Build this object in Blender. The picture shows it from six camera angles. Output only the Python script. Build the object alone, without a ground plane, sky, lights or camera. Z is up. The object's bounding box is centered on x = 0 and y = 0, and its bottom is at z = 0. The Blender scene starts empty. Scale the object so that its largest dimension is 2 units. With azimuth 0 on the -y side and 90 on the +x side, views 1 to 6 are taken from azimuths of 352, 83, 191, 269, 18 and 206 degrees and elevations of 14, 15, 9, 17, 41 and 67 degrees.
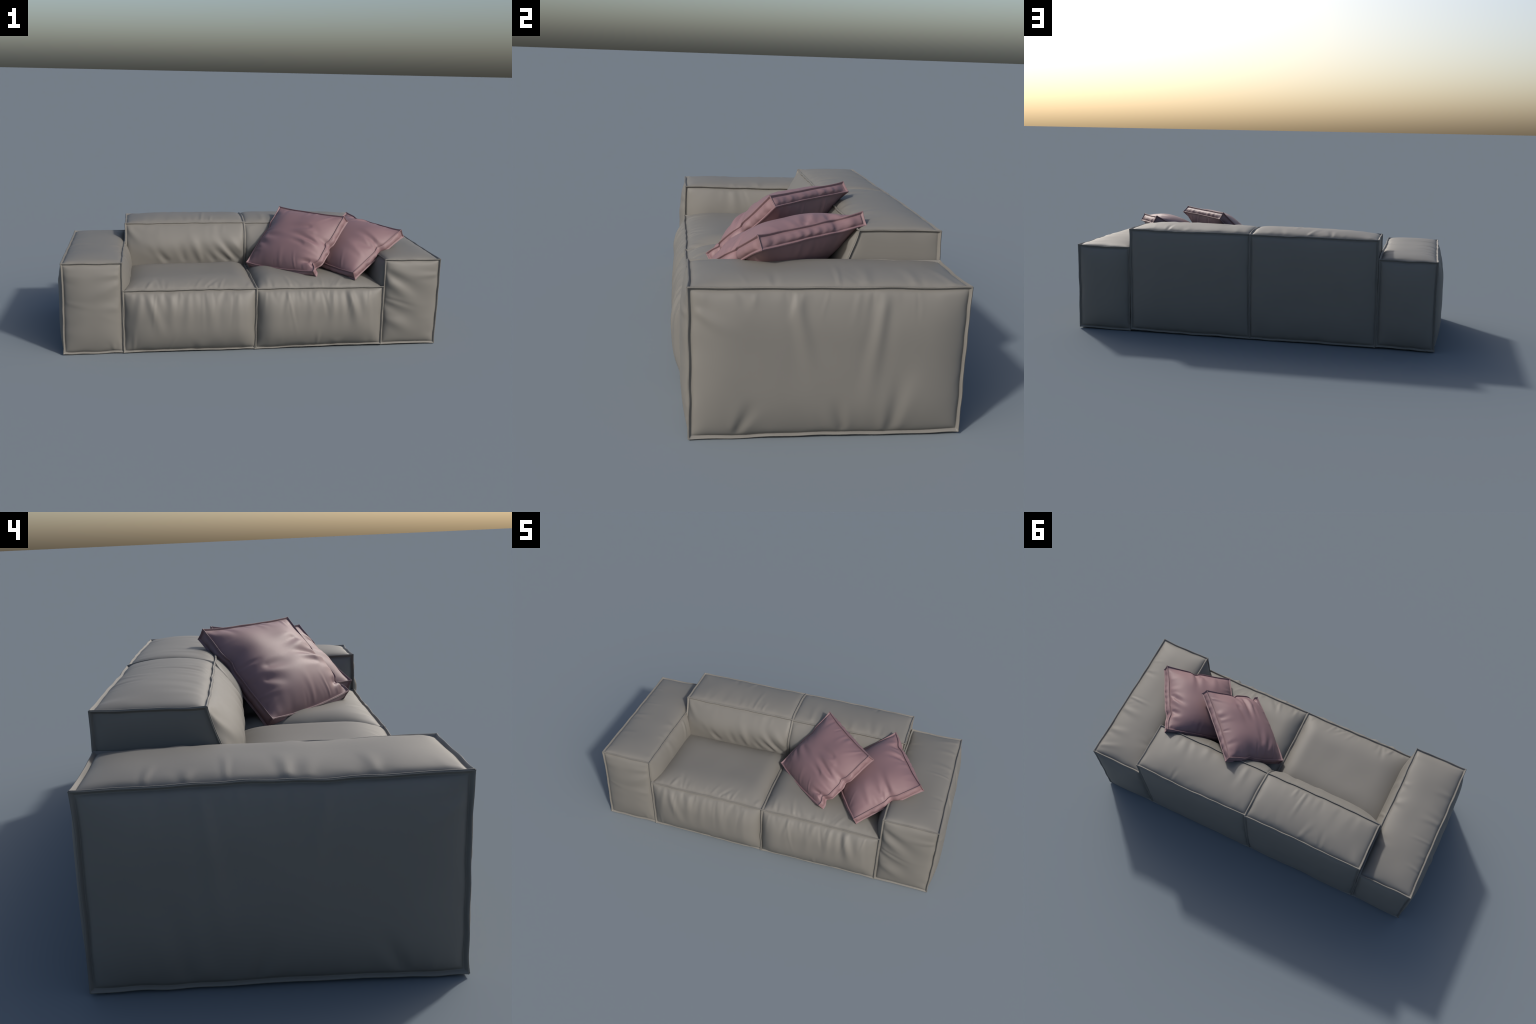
"""Two-seat modular leather sofa with raised seam piping and two throw pillows."""
import bpy
import math
import numpy as np
from mathutils import Vector

# ----------------------------------------------------------------------------
# helpers
# ----------------------------------------------------------------------------


def smooth(x):
    x = np.clip(x, 0.0, 1.0)
    return x * x * (3.0 - 2.0 * x)


class Waves:
    """Smooth pseudo-random field: a few sine waves in random directions."""

    def __init__(self, seed, frequency, count=7, dims=3):
        r = np.random.default_rng(seed)
        d = r.normal(size=(count, dims))
        d /= np.linalg.norm(d, axis=1)[:, None]
        self.k = d * (frequency * 2 * math.pi * r.uniform(0.6, 1.5, count))[:, None]
        self.p = r.uniform(0, 2 * math.pi, count)
        self.s = math.sqrt(2.0 / count)

    def __call__(self, pts):
        return np.sin(pts @ self.k.T + self.p).sum(1) * self.s


# cross-section of one half of the raised double-ply seam:
# (distance inward from the edge, depth below the face), metres
SEAM = np.array([(0.0020, 0.0020), (0.0010, -0.0006), (0.0015, -0.0015), (0.0029, -0.0017),
                 (0.0062, 0.0018), (0.0095, 0.0056), (0.0112, 0.0074), (0.0135, 0.0076)])
SEAM_ROWS = 6


def axis_lines(length, step, seam):
    """Grid lines along one axis: (position, depth, rows counted from nearer end)."""
    prof = SEAM * seam
    a = list(prof[:, 0])
    b = list(prof[:, 1])
    pos, gap = a[-1], 0.003 * seam
    mids = []
    while gap < step:
        pos += gap
        mids.append(pos)
        gap *= 1.25
    inner = length - 2 * pos
    n = max(2, int(round(inner / step)))
    core = [pos + inner * i / n for i in range(1, n)]
    floor = b[-1]
    x = a + mids + core + [length - m for m in mids[::-1]] + [length - v for v in a[::-1]]
    d = b + [floor] * (2 * len(mids) + len(core)) + b[::-1]
    m = len(x)
    rows = [min(i, m - 1 - i) for i in range(m)]
    return np.array(x), np.array(d), np.array(rows)


def fold(st, p0, p1, width, amp, spread=1.0):
    """A soft crease: a ridge with a shallow trough each side, fading from p0 to p1."""
    p0, p1 = np.array(p0, float), np.array(p1, float)
    ax = p1 - p0
    ln = np.linalg.norm(ax)
    ax /= ln
    rel = st - p0
    t = (rel @ ax) / ln
    q = (rel[:, 0] * -ax[1] + rel[:, 1] * ax[0])
    q = q + 0.10 * ln * np.sin(t * 2.2) * (0.5 if amp > 0 else -0.5) * 0.4
    w = width * (1.0 + spread * np.clip(t, 0, 1))
    q = q / w
    env = smooth((t + 0.08) / 0.2) * smooth((1.05 - t) / 0.85)
    return amp * env * (1.0 - 0.75 * q * q) * np.exp(-0.5 * q * q)


def puckers(rng, dims, edge, count, length, width, amp, lean=0.25, span=(0.06, 0.94)):
    """Random short folds that fan out from one seam. edge: s0 s1 t0 t1."""
    L, H = dims
    out = []
    for i in range(count):
        f = span[0] + (span[1] - span[0]) * np.clip(i + rng.uniform(-0.6, 1.6), 0, count) / count
        ln = length * rng.uniform(0.35, 1.3)
        w = width * rng.uniform(0.5, 1.5)
        a = amp * (0.15 + 1.10 * rng.random() ** 1.5) * (1 if rng.random() < 0.7 else -1)
        tilt = rng.normal(0, lean) + (f - 0.5) * -0.3
        if edge == "t1":
            p0, d = (f * L, H - 0.010), (tilt, -1)
        elif edge == "t0":
            p0, d = (f * L, 0.010), (tilt, 1)
        elif edge == "s0":
            p0, d = (0.010, f * H), (1, tilt)
        else:
            p0, d = (L - 0.010, f * H), (-1, tilt)
        p1 = (p0[0] + d[0] * ln, p0[1] + d[1] * ln)
        out.append((p0, p1, w, a))
    return out


FACES = {"x0": (0, 0), "x1": (0, 1), "y0": (1, 0), "y1": (1, 1), "z0": (2, 0), "z1": (2, 1)}


def stuffed_box(size, step, seam, bulge, folds, seed, roll=0.2, lip=0.009, flare=0.0012, ripple=0.00035, power=2.9, tight=(), sag=0.0):
    """Box with piped seams on its 12 edges and stuffed, creased panels between them.

    Returns vertices in box coordinates (0..size), quads and a mask of piping quads."""
    ax = [axis_lines(s, step, seam) for s in size]
    n = [len(a[0]) for a in ax]
    keys, verts, quads, pipe, edge, base = [], [], [], [], [], 0
    for name, (w, end) in FACES.items():
        u, v = [i for i in range(3) if i != w]
        iu, iv = np.meshgrid(np.arange(n[u]), np.arange(n[v]), indexing="ij")
        iu, iv = iu.ravel(), iv.ravel()
        su, sv = ax[u][0][iu], ax[v][0][iv]
        depth = np.minimum(ax[u][1][iu], ax[v][1][iv])
        border = (ax[u][2][iu] == 0) | (ax[v][2][iv] == 0)
        depth = np.where(border, SEAM[0, 1] * seam, depth)
        groove = SEAM[-2, 0] * seam
        du = np.maximum(np.minimum(su, size[u] - su) - groove, 0)
        dv = np.maximum(np.minimum(sv, size[v] - sv) - groove, 0)
        ru, rv = min(size[u] / 2 - groove, roll), min(size[v] / 2 - groove, roll)
        pu = 1 - (1 - np.clip(du / ru, 0, 1)) ** power
        pv = 1 - (1 - np.clip(dv / rv, 0, 1)) ** power
        # ends pressed against a neighbouring module keep their fullness
        for axis, pos, full in ((u, su, "pu"), (v, sv, "pv")):
            for end_ in (0, 1):
                if "xyz"[axis] + str(end_) in tight:
                    d = np.maximum((pos if end_ == 0 else size[axis] - pos) - groove, 0)
                    half = (pos < size[axis] / 2) if end_ == 0 else (pos >= size[axis] / 2)
                    t = 1 - (1 - np.clip(d / 0.11, 0, 1)) ** 2.8
                    if full == "pu":
                        pu = np.where(half, t, pu)
                    else:
                        pv = np.where(half, t, pv)
        B = bulge.get(name, 0.0)
        if sag and w == 2:
            pu = pu * (1 + sag * (1 - 2 * su / size[u]))
        out = B * pu * pv + lip * (1 - np.exp(-du / 0.008)) * (1 - np.exp(-dv / 0.008)) * (1 if B > 0 else 0.4)
        st = np.stack([su, sv], 1)
        near = smooth(du / (0.018 * seam ** 2)) * smooth(dv / (0.018 * seam ** 2))
        f = np.zeros(len(st))
        for fo in folds.get(name, []):
            f += fold(st, *fo)
        f += ripple * Waves(seed * 13 + w * 2 + end, 5.0, 40, 2)(st) * (1 if B > 0 else 0.3)
        out = out + f * near
        P = np.zeros((len(su), 3))
        P[:, u], P[:, v] = su, sv
        P[:, w] = (size[w] - depth + out) if end else (depth - out)
        lat = np.zeros((len(su), 3), np.int64)
        lat[:, u], lat[:, v], lat[:, w] = iu, iv, (n[w] - 1) * end
        keys.append((lat[:, 0] * n[1] + lat[:, 1]) * n[2] + lat[:, 2])
        verts.append(P)
        edge.append(np.exp(-(np.minimum(du, dv) / 0.02) ** 2))
        g = np.arange(n[u] * n[v]).reshape(n[u], n[v]) + base
        q = np.stack([g[:-1, :-1], g[1:, :-1], g[1:, 1:], g[:-1, 1:]], -1).reshape(-1, 4)
        flip = (end == 1) == (w == 1)
        if flip:
            q = q[:, ::-1]
        quads.append(q)
        ru_ = np.maximum(ax[u][2][:-1], ax[u][2][1:])
        rv_ = np.maximum(ax[v][2][:-1], ax[v][2][1:])
        pipe.append(((ru_[:, None] < SEAM_ROWS) | (rv_[None, :] < SEAM_ROWS)).ravel())
        base += n[u] * n[v]
    keys, verts = np.concatenate(keys), np.concatenate(verts)
    quads, pipe = np.concatenate(quads), np.concatenate(pipe)
    _, first, inv = np.unique(keys, return_index=True, return_inverse=True)
    verts, edge = verts[first], np.concatenate(edge)[first]
    # the sewn corners stick out: everywhere else the cover draws in a little
    c = verts / np.array(size)
    d = np.maximum(np.minimum(verts, np.array(size) - verts), 0)
    moved = verts.copy()
    for w in range(3):
        u, v = [i for i in range(3) if i != w]
        pull = flare * (1 - np.exp(-(d[:, u] + d[:, v]) / 0.020))
        moved[:, w] -= pull * np.clip(2 * c[:, w] - 1, -1, 1)
    return moved, inv.ravel()[quads], pipe, edge


def vertex_normals(v, q):
    fn = np.cross(v[q[:, 2]] - v[q[:, 0]], v[q[:, 3]] - v[q[:, 1]])
    out = np.zeros_like(v)
    for c in range(4):
        for k in range(3):
            out[:, k] += np.bincount(q[:, c], fn[:, k], len(v))
    return out / np.maximum(np.linalg.norm(out, axis=1), 1e-12)[:, None]


def mesh_part(name, v, q, normals, material, parent):
    used, inv = np.unique(q, return_inverse=True)
    me = bpy.data.meshes.new(name)
    vv, qq = v[used], inv.reshape(-1, 4)
    me.vertices.add(len(vv))
    me.vertices.foreach_set("co", vv.astype(np.float32).ravel())
    me.loops.add(len(qq) * 4)
    me.loops.foreach_set("vertex_index", qq.astype(np.int32).ravel())
    me.polygons.add(len(qq))
    me.polygons.foreach_set("loop_start", np.arange(0, len(qq) * 4, 4, dtype=np.int32))
    me.polygons.foreach_set("loop_total", np.full(len(qq), 4, np.int32))
    me.update(calc_edges=True)
    me.polygons.foreach_set("use_smooth", np.ones(len(qq), bool))
    me.materials.append(material)
    me.normals_split_custom_set_from_vertices(normals[used].tolist())
    ob = bpy.data.objects.new(name, me)
    bpy.context.scene.collection.objects.link(ob)
    ob.parent = parent
    return ob


def thing(name, at, label, category):
    e = bpy.data.objects.new(name, None)
    e.location = at
    e.empty_display_size = 0.1
    e["label"], e["category"] = label, category
    bpy.context.scene.collection.objects.link(e)
    bpy.context.view_layer.update()
    return e


# ----------------------------------------------------------------------------
# materials
# ----------------------------------------------------------------------------


def leather(name, colour, rough, spec, grain, mottling=0.06):
    m = bpy.data.materials.new(name)
    m.use_nodes = True
    nt = m.node_tree
    nt.nodes.clear()
    N = nt.nodes.new
    out, bsdf, tc = N("ShaderNodeOutputMaterial"), N("ShaderNodeBsdfPrincipled"), N("ShaderNodeTexCoord")
    big, fine, cells = N("ShaderNodeTexNoise"), N("ShaderNodeTexNoise"), N("ShaderNodeTexVoronoi")
    ramp, bump, mixh, mr = N("ShaderNodeValToRGB"), N("ShaderNodeBump"), N("ShaderNodeMath"), N("ShaderNodeMapRange")
    big.inputs["Scale"].default_value = 6.0
    big.inputs["Detail"].default_value = 4.0
    fine.inputs["Scale"].default_value = 160.0
    fine.inputs["Detail"].default_value = 3.0
    cells.inputs["Scale"].default_value = 260.0
    for t in (big, fine, cells):
        nt.links.new(tc.outputs["Object"], t.inputs["Vector"])
    c = np.array(colour)
    ramp.color_ramp.elements[0].position = 0.3
    ramp.color_ramp.elements[1].position = 0.7
    ramp.color_ramp.elements[0].color = (*(c * (1 - mottling)), 1)
    ramp.color_ramp.elements[1].color = (*(c * (1 + mottling)), 1)
    nt.links.new(big.outputs["Fac"], ramp.inputs["Fac"])
    nt.links.new(ramp.outputs["Color"], bsdf.inputs["Base Color"])
    mr.inputs["To Min"].default_value = rough - 0.04
    mr.inputs["To Max"].default_value = rough + 0.04
    nt.links.new(fine.outputs["Fac"], mr.inputs["Value"])
    nt.links.new(mr.outputs["Result"], bsdf.inputs["Roughness"])
    mixh.operation = "ADD"
    nt.links.new(fine.outputs["Fac"], mixh.inputs[0])
    nt.links.new(cells.outputs["Distance"], mixh.inputs[1])
    bump.inputs["Strength"].default_value = grain
    bump.inputs["Distance"].default_value = 0.0006
    nt.links.new(mixh.outputs["Value"], bump.inputs["Height"])
    nt.links.new(bump.outputs["Normal"], bsdf.inputs["Normal"])
    bsdf.inputs["Specular IOR Level"].default_value = spec
    nt.links.new(bsdf.outputs["BSDF"], out.inputs["Surface"])
    return m


SOFA_LEATHER = leather("taupe_leather", (0.147, 0.142, 0.130), 0.60, 0.42, 0.05, 0.02)
PILLOW_LEATHER = leather("dusty_pink_leather", (0.180, 0.109, 0.119), 0.60, 0.5, 0.05, 0.02)

# ----------------------------------------------------------------------------
# sofa modules
# ----------------------------------------------------------------------------

ARM_IN, ARM_OUT = 0.670, 0.969
FRONT, BACK = -0.394, 0.427
ARM_TOP, SEAT_TOP, BACK_TOP = 0.468, 0.327, 0.565


def wander(v, seed, edge, amp=0.0015):
    """Seams of hand-sewn covers never run quite straight."""
    out = v.copy()
    for k in range(3):
        out[:, k] += amp * Waves(seed * 31 + k, 1.8, 24)(v) + 0.5 * amp * edge * Waves(seed * 31 + 7 + k, 9.0, 24)(v)
    return out


def sofa_module(name, lo, hi, bulge, folds, seed, parent, shape=None, roll=0.17, step=0.0055, tight=()):
    lo, hi = np.array(lo), np.array(hi)
    v, q, pipe, edge = stuffed_box(hi - lo, step, 0.80, bulge, folds, seed, roll, tight=tight)
    v = v + lo
    if shape is not None:
        v = shape(v)
    v = wander(v, seed, edge)
    v[:, 2] = np.maximum(v[:, 2], 0.0)
    nrm = vertex_normals(v, q)
    body = mesh_part(name, v, q[~pipe], nrm, SOFA_LEATHER, parent)
    mesh_part("seam_piping", v, q[pipe], nrm, SOFA_LEATHER, body)
    return body


sofa = thing("sofa", (0, 0, 0), "low two-seat modular sofa in taupe leather, piped seams", "sofa")


def arm_folds(seed, mirror):
    rng = np.random.default_rng(seed)
    W, D, H = ARM_OUT - ARM_IN, BACK - FRONT, ARM_TOP
    side = puckers(rng, (D, H), "t1", 9, 0.10, 0.011, 0.0014, 0.2) + puckers(rng, (D, H), "t1", 12, 0.08, 0.006, 0.0012, 0.2) + puckers(rng, (D, H), "t0", 7, 0.10, 0.013, 0.0014)
    side += [((0.56, 0.45), (0.53, 0.05), 0.014, 0.0040), ((0.60, 0.02), (0.64, 0.25), 0.016, -0.0045),
             ((0.30, 0.45), (0.38, 0.15), 0.014, 0.0028), ((0.14, 0.02), (0.20, 0.14), 0.012, -0.0045),
             ((0.02, 0.40), (0.14, 0.33), 0.012, 0.0030), ((0.46, 0.02), (0.43, 0.14), 0.012, -0.0035)]
    outer = "x0" if mirror else "x1"
    inner = "x1" if mirror else "x0"
    top = puckers(rng, (W, D), "s1" if not mirror else "s0", 10, 0.13, 0.009, 0.0020, 0.25)
    top += puckers(rng, (W, D), "s0" if not mirror else "s1", 6, 0.10, 0.011, 0.0020, 0.2)
    front = puckers(rng, (W, H), "s0", 4, 0.18, 0.014, 0.0018, 0.35) + puckers(rng, (W, H), "s1", 5, 0.16, 0.014, 0.0022, 0.35)
    if not mirror:
        front += [((0.012, 0.40), (0.22, 0.27), 0.018, -0.0055), ((0.012, 0.35), (0.25, 0.19), 0.020, 0.0040),
                  ((0.012, 0.22), (0.22, 0.11), 0.020, -0.0050), ((0.012, 0.15), (0.20, 0.06), 0.018, 0.0035)]
    else:
        front += [((0.288, 0.36), (0.08, 0.27), 0.018, 0.0030), ((0.288, 0.30), (0.10, 0.22), 0.020, -0.0026),
                  ((0.012, 0.40), (0.15, 0.41), 0.012, 0.0022), ((0.25, 0.012), (0.24, 0.08), 0.008, 0.0026)]
    back = puckers(rng, (W, H), "t1", 3, 0.10, 0.014, 0.0012)
    return {outer: side, inner: puckers(rng, (D, H), "t1", 8, 0.12, 0.012, 0.0024), "z1": top, "y0": front, "y1": back}


sofa_module("armrest", (-ARM_OUT, FRONT, 0.0035), (-ARM_IN, BACK, ARM_TOP),
            {"x0": 0.026, "x1": 0.036, "y0": 0.020, "y1": 0.023, "z1": 0.018}, arm_folds(11, True), 1, sofa)
sofa_module("armrest", (ARM_IN, FRONT, 0.0035), (ARM_OUT, BACK, ARM_TOP),
            {"x0": 0.036, "x1": 0.026, "y0": 0.020, "y1": 0.023, "z1": 0.018}, arm_folds(12, False), 2, sofa)

SEAT_BACK = 0.115


def seat_shape(v):
    """Where the two seats press together the joint swells a little with them."""
    v = v.copy()
    joint = np.exp(-(v[:, 0] / 0.25) ** 2)
    zz, yy = np.clip(v[:, 2] / SEAT_TOP, 0, 1), np.clip((v[:, 1] - FRONT) / (SEAT_BACK - FRONT), 0, 1)
    v[:, 1] -= 0.007 * joint * 4 * zz * (1 - zz) * (yy < 0.5)
    v[:, 2] += 0.006 * joint * 4 * yy * (1 - yy) * (zz > 0.5)
    return v



def seat_folds(seed, big):
    rng = np.random.default_rng(seed)
    W, H, D = 0.666, SEAT_TOP, SEAT_BACK - FRONT
    front = puckers(rng, (W, H), "t1", 11, 0.24, 0.010, 0.0024, 0.14) + puckers(rng, (W, H), "t1", 14, 0.07, 0.007, 0.0020, 0.2) + puckers(rng, (W, H), "t1", 12, 0.20, 0.006, 0.0013, 0.15)
    front += puckers(rng, (W, H), "t0", 7, 0.12, 0.013, 0.0020, 0.2) + big
    top = puckers(rng, (W, D), "t0", 20, 0.09, 0.008, 0.0026, 0.5)
    top += puckers(rng, (W, D), "t1", 5, 0.15, 0.015, 0.0020, 0.2)
    return {"y0": front, "z1": top}


sofa_module("seat_cushion", (-0.6705, FRONT - 0.003, 0.0035), (0.0036, SEAT_BACK, SEAT_TOP),
            {"y0": 0.043, "z1": 0.037},
            seat_folds(21, [((0.125, 0.31), (0.215, 0.05), 0.014, 0.0050), ((0.09, 0.31), (0.06, 0.03), 0.014, 0.0035),
                            ((0.24, 0.31), (0.25, 0.06), 0.014, 0.0030), ((0.33, 0.31), (0.32, 0.05), 0.014, 0.0030),
                            ((0.43, 0.31), (0.46, 0.05), 0.015, 0.0025)]), 3, sofa, seat_shape, tight=("x1",))
sofa_module("seat_cushion", (-0.0036, FRONT - 0.003, 0.0035), (0.6705, SEAT_BACK, SEAT_TOP),
            {"y0": 0.043, "z1": 0.037},
            seat_folds(22, [((0.48, 0.31), (0.58, 0.06), 0.016, 0.0045), ((0.30, 0.31), (0.28, 0.05), 0.014, 0.0030),
                            ((0.40, 0.31), (0.40, 0.04), 0.014, 0.0030), ((0.18, 0.31), (0.17, 0.08), 0.014, 0.0025),
                            ((0.56, 0.31), (0.60, 0.05), 0.014, 0.0025)]), 4, sofa, seat_shape, tight=("x0",))

# side profile of the leaning backrest front: y of the front seam at each height
LEAN_Z = np.array([0.0, 0.33, 0.38, 0.43, 0.473, 0.52, 0.565])
LEAN_Y = np.array([0.090, 0.088, 0.094, 0.106, 0.123, 0.139, 0.152])


def soft_curve(x, xs, ys, reach=0.028):
    """Profile through control points, rounded so that no crease shows at them."""
    g = np.linspace(xs[0] - 0.1, xs[-1] + 0.1, 600)
    y = np.interp(g, xs, ys)
    k = np.exp(-0.5 * (np.arange(-60, 61) * (g[1] - g[0]) / reach) ** 2)
    y = np.convolve(np.pad(y, 60, mode="edge"), k / k.sum(), mode="valid")
    return np.interp(x, g, y)


def backrest_shape(v):
    v = v.copy()
    y0 = 0.152
    lean = soft_curve(np.minimum(v[:, 2], BACK_TOP), LEAN_Z, LEAN_Y, 0.02) - y0
    frontness = smooth((BACK - v[:, 1]) / (BACK - y0))
    v[:, 1] += lean * frontness
    across = 1 - np.clip((np.abs(v[:, 0]) - 0.42) / 0.25, 0, 1) ** 2
    belly = soft_curve(v[:, 2], [0.30, 0.345, 0.38, 0.42, 0.46, 0.50, 0.535, 0.567, 0.6],
                      [-0.012, -0.004, 0.010, 0.027, 0.039, 0.034, 0.017, -0.003, -0.006])
    v[:, 1] -= belly * across * frontness
    up = np.clip(v[:, 2] / BACK_TOP, 0, 1)
    v[:, 1] += 0.010 * across * (4 * up * (1 - up)) ** 0.7 * (1 - frontness)
    topness = smooth((v[:, 2] - 0.45) / 0.11)
    yy = np.clip((v[:, 1] - 0.152) / (BACK - 0.152), 0, 1)
    v[:, 2] += 0.020 * topness * across * np.maximum(0, 4 * yy * (1 - yy)) ** 0.8
    return v


def back_folds(seed, big):
    rng = np.random.default_rng(seed)
    W, D, H = 0.666, BACK - 0.152, BACK_TOP
    front = puckers(rng, (W, H), "t1", 9, 0.10, 0.011, 0.0015, 0.2) + big
    top = puckers(rng, (W, D), "t0", 10, 0.17, 0.013, 0.0020, 0.2) + puckers(rng, (W, D), "t1", 8, 0.12, 0.012, 0.0018, 0.2)
    return {"y0": front, "z1": top}


BIG_BACK = [((0.64, 0.35), (0.48, 0.52), 0.013, -0.0055), ((0.655, 0.40), (0.53, 0.53), 0.013, 0.0040),
            ((0.58, 0.35), (0.44, 0.48), 0.012, -0.0045), ((0.60, 0.36), (0.47, 0.50), 0.010, 0.0035),
            ((0.42, 0.35), (0.34, 0.54), 0.014, 0.0042), ((0.24, 0.35), (0.10, 0.47), 0.015, -0.0045),
            ((0.20, 0.36), (0.08, 0.51), 0.014, 0.0030), ((0.015, 0.53), (0.13, 0.43), 0.014, 0.0035),
            ((0.33, 0.35), (0.29, 0.50), 0.014, -0.0028), ((0.50, 0.35), (0.40, 0.49), 0.013, -0.0032)]
BIG_BACK_FLIPPED = [((0.666 - a[0], a[1]), (0.666 - b[0], b[1]), w, h) for a, b, w, h in BIG_BACK]
sofa_module("backrest", (-0.668, 0.152, 0.0035), (0.0036, BACK, BACK_TOP),
            {"y0": 0.010, "z1": 0.005, "y1": 0.010}, back_folds(31, BIG_BACK), 5, sofa, backrest_shape, tight=("x1",), step=0.0055)
sofa_module("backrest", (-0.0036, 0.152, 0.0035), (0.668, BACK, BACK_TOP),
            {"y0": 0.010, "z1": 0.005, "y1": 0.010}, back_folds(32, BIG_BACK_FLIPPED), 6, sofa, backrest_shape, tight=("x0",), step=0.0055)

# ----------------------------------------------------------------------------
# throw pillows
# ----------------------------------------------------------------------------


def throw_pillow(label, front, back, bulge, folds, notches, bows, seed):
    """front/back: corners in the order left, bottom, right, top (diamond as it lies)."""
    F, K = [np.array(c, float) for c in front], [np.array(c, float) for c in back]
    mid_f, mid_k = sum(F) / 4, sum(K) / 4
    F, K = [mid_f + (c - mid_f) * 1.018 for c in F], [mid_k + (c - mid_k) * 1.018 for c in K]
    S, T = 0.42, 0.047
    v, q, pipe, edge = stuffed_box((S, S, T), 0.0035, 0.62, bulge, folds, seed, roll=0.19, lip=0.005, flare=0.002, ripple=0.0009, power=3.0, sag=0.15)
    c = v / np.array([S, S, T])
    p, r = c[:, 0] * 2 - 1, c[:, 1] * 2 - 1
    cp, cr = np.clip(p, -1, 1), np.clip(r, -1, 1)
    # stuffing pulls the seams inward between the corners
    h0 = np.clip(c[:, 2], 0, 1)
    pull_p, pull_r = np.zeros(len(p)), np.zeros(len(p))
    for side, (on_front, on_back) in bows.items():
        bow = on_front * h0 + on_back * (1 - h0)
        x, y = (cp, cr) if side[0] == "p" else (cr, cp)
        share = smooth((x if side[1] == "1" else -x) * 0.5 + 0.5) * (1 - y ** 2) * bow
        if side[0] == "p":
            pull_p = pull_p + share
        else:
            pull_r = pull_r + share
    mid = 1 - 0.25 * np.abs(c[:, 2] - 0.5)
    # pinches: the band tucks in at single places along a side
    for side, at, deep, wide in notches:
        along = cr if side in ("p0", "p1") else cp
        g = deep * np.exp(-((along - at) / wide) ** 2)
        if side == "p0":
            pull_p = pull_p + g * smooth((-p - 0.1) / 0.9)
        elif side == "p1":
            pull_p = pull_p + g * smooth((p - 0.1) / 0.9)
        elif side == "r0":
            pull_r = pull_r + g * smooth((-r - 0.1) / 0.9)
        else:
            pull_r = pull_r + g * smooth((r - 0.1) / 0.9)
    p2, r2 = p * (1 - pull_p * mid), r * (1 - pull_r * mid)
    a, b, h = ((p2 + 1) / 2)[:, None], ((r2 + 1) / 2)[:, None], c[:, 2][:, None]
    # p runs left->top, r runs left->bottom ; h = 1 on the upper face
    up = F[0] * (1 - a) * (1 - b) + F[3] * a * (1 - b) + F[1] * (1 - a) * b + F[2] * a * b
    dn = K[0] * (1 - a) * (1 - b) + K[3] * a * (1 - b) + K[1] * (1 - a) * b + K[2] * a * b
    w = dn * (1 - h) + up * h
    w = wander(w, seed, edge, 0.0012)
    # orientation: make the quads face outward whatever the handedness
    e1, e2, e3 = F[3] - F[0], F[1] - F[0], F[0] - K[0]
    if np.dot(np.cross(e1, e2), e3) < 0:
        q = q[:, ::-1]
    base = w.mean(0)
    base[2] = w[:, 2].min()
    root = thing("throw_pillow", Vector(base.tolist()), label, "pillow")
    w = w - base
    nrm = vertex_normals(w, q)
    cover = mesh_part("pillow_cover", w, q[~pipe], nrm, PILLOW_LEATHER, root)
    mesh_part("seam_piping", w, q[pipe], nrm, PILLOW_LEATHER, cover)
    return root


def pillow_folds(seed, extra):
    rng = np.random.default_rng(seed)
    S, T = 0.42, 0.047
    out = {}
    for f in ("z0", "z1"):
        out[f] = []
        for e in ("s0", "s1", "t0", "t1"):
            out[f] += puckers(rng, (S, S), e, 7, 0.09, 0.009, 0.0022, 0.25)
    out["z1"] += extra
    for f in ("x0", "x1", "y0", "y1"):
        out[f] = [((S * (i + rng.uniform(0.2, 0.8)) / 11, 0.002), (S * (i + rng.uniform(0.2, 0.8)) / 11, 0.06), 0.009, 0.0030 * rng.uniform(-1, 1))
                  for i in range(11)]
    return out


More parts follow.
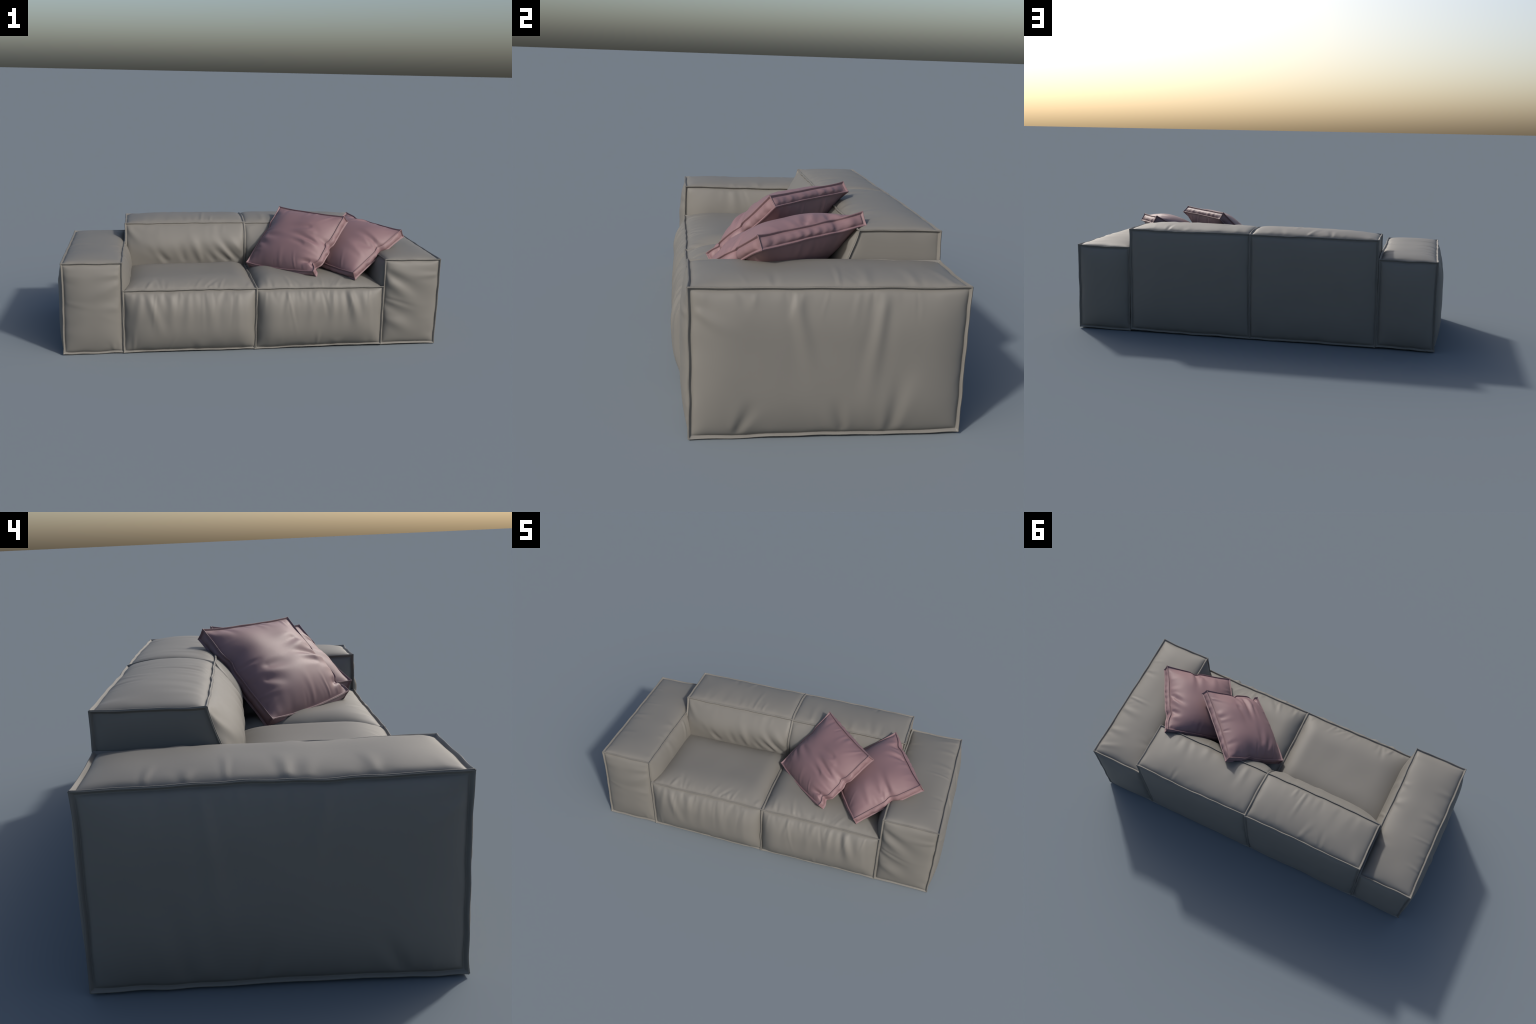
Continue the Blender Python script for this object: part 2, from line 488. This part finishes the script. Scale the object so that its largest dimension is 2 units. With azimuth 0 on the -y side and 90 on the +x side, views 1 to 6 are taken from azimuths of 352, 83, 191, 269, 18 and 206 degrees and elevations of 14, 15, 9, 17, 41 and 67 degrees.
AF = [(-0.006, -0.0285, 0.3745), (0.3055, -0.3197, 0.3963), (0.5105, -0.122, 0.6476), (0.2097, 0.1849, 0.6462)]
AK = [(0.020, -0.010, 0.337), (0.328, -0.302, 0.357), (0.5359, -0.1032, 0.6109), (0.2277, 0.2046, 0.6083)]
throw_pillow("square dusty pink leather pillow leaning on top",
             AF, AK, {"z0": 0.075, "z1": 0.062, "x0": 0.011, "x1": 0.007, "y0": 0.005, "y1": 0.005},
             pillow_folds(41, [((0.173, 0.375), (0.200, 0.150), 0.012, -0.0075), ((0.150, 0.39), (0.175, 0.18), 0.014, 0.0040),
                               ((0.135, 0.050), (0.095, 0.150), 0.012, -0.0045), ((0.175, 0.075), (0.164, 0.24), 0.014, -0.0040),
                               ((0.140, 0.320), (0.166, 0.170), 0.012, -0.0045), ((0.265, 0.31), (0.215, 0.16), 0.016, -0.0055),
                               ((0.058, 0.395), (0.030, 0.320), 0.008, -0.0070), ((0.035, 0.400), (0.020, 0.350), 0.010, 0.0050),
                               ((0.230, 0.35), (0.26, 0.20), 0.016, 0.0040)]),
             [("r1", -0.02, 0.07, 0.09), ("r1", -0.74, 0.12, 0.09), ("r0", 0.25, 0.06, 0.12)],
             {"p1": (0.050, 0.0), "p0": (-0.075, -0.070), "r1": (0.030, 0.015), "r0": (0.010, 0.0)}, 7)
BF = [(0.301, 0.003, 0.426), (0.513, -0.357, 0.396), (0.815, -0.188, 0.580), (0.603, 0.172, 0.610)]
BK = [(0.319, 0.015, 0.382), (0.529, -0.344, 0.352), (0.836, -0.177, 0.536), (0.622, 0.184, 0.566)]
throw_pillow("square dusty pink leather pillow lying against the armrest",
             BF, BK, {"z0": 0.075, "z1": 0.062, "x0": 0.011, "x1": 0.007, "y0": 0.005, "y1": 0.005},
             pillow_folds(42, [((0.405, 0.226), (0.315, 0.145), 0.010, -0.0060), ((0.405, 0.190), (0.320, 0.120), 0.010, 0.0040),
                               ((0.405, 0.125), (0.345, 0.075), 0.009, -0.0040), ((0.245, 0.395), (0.240, 0.240), 0.012, -0.0055),
                               ((0.200, 0.390), (0.160, 0.310), 0.012, -0.0045), ((0.120, 0.395), (0.15, 0.24), 0.014, 0.0035)]),
             [("r1", 0.12, 0.08, 0.12), ("p1", -0.50, 0.06, 0.14)],
             {"p1": (0.070, 0.0), "p0": (-0.060, -0.060), "r1": (0.030, 0.015), "r0": (0.0, 0.0)}, 8)
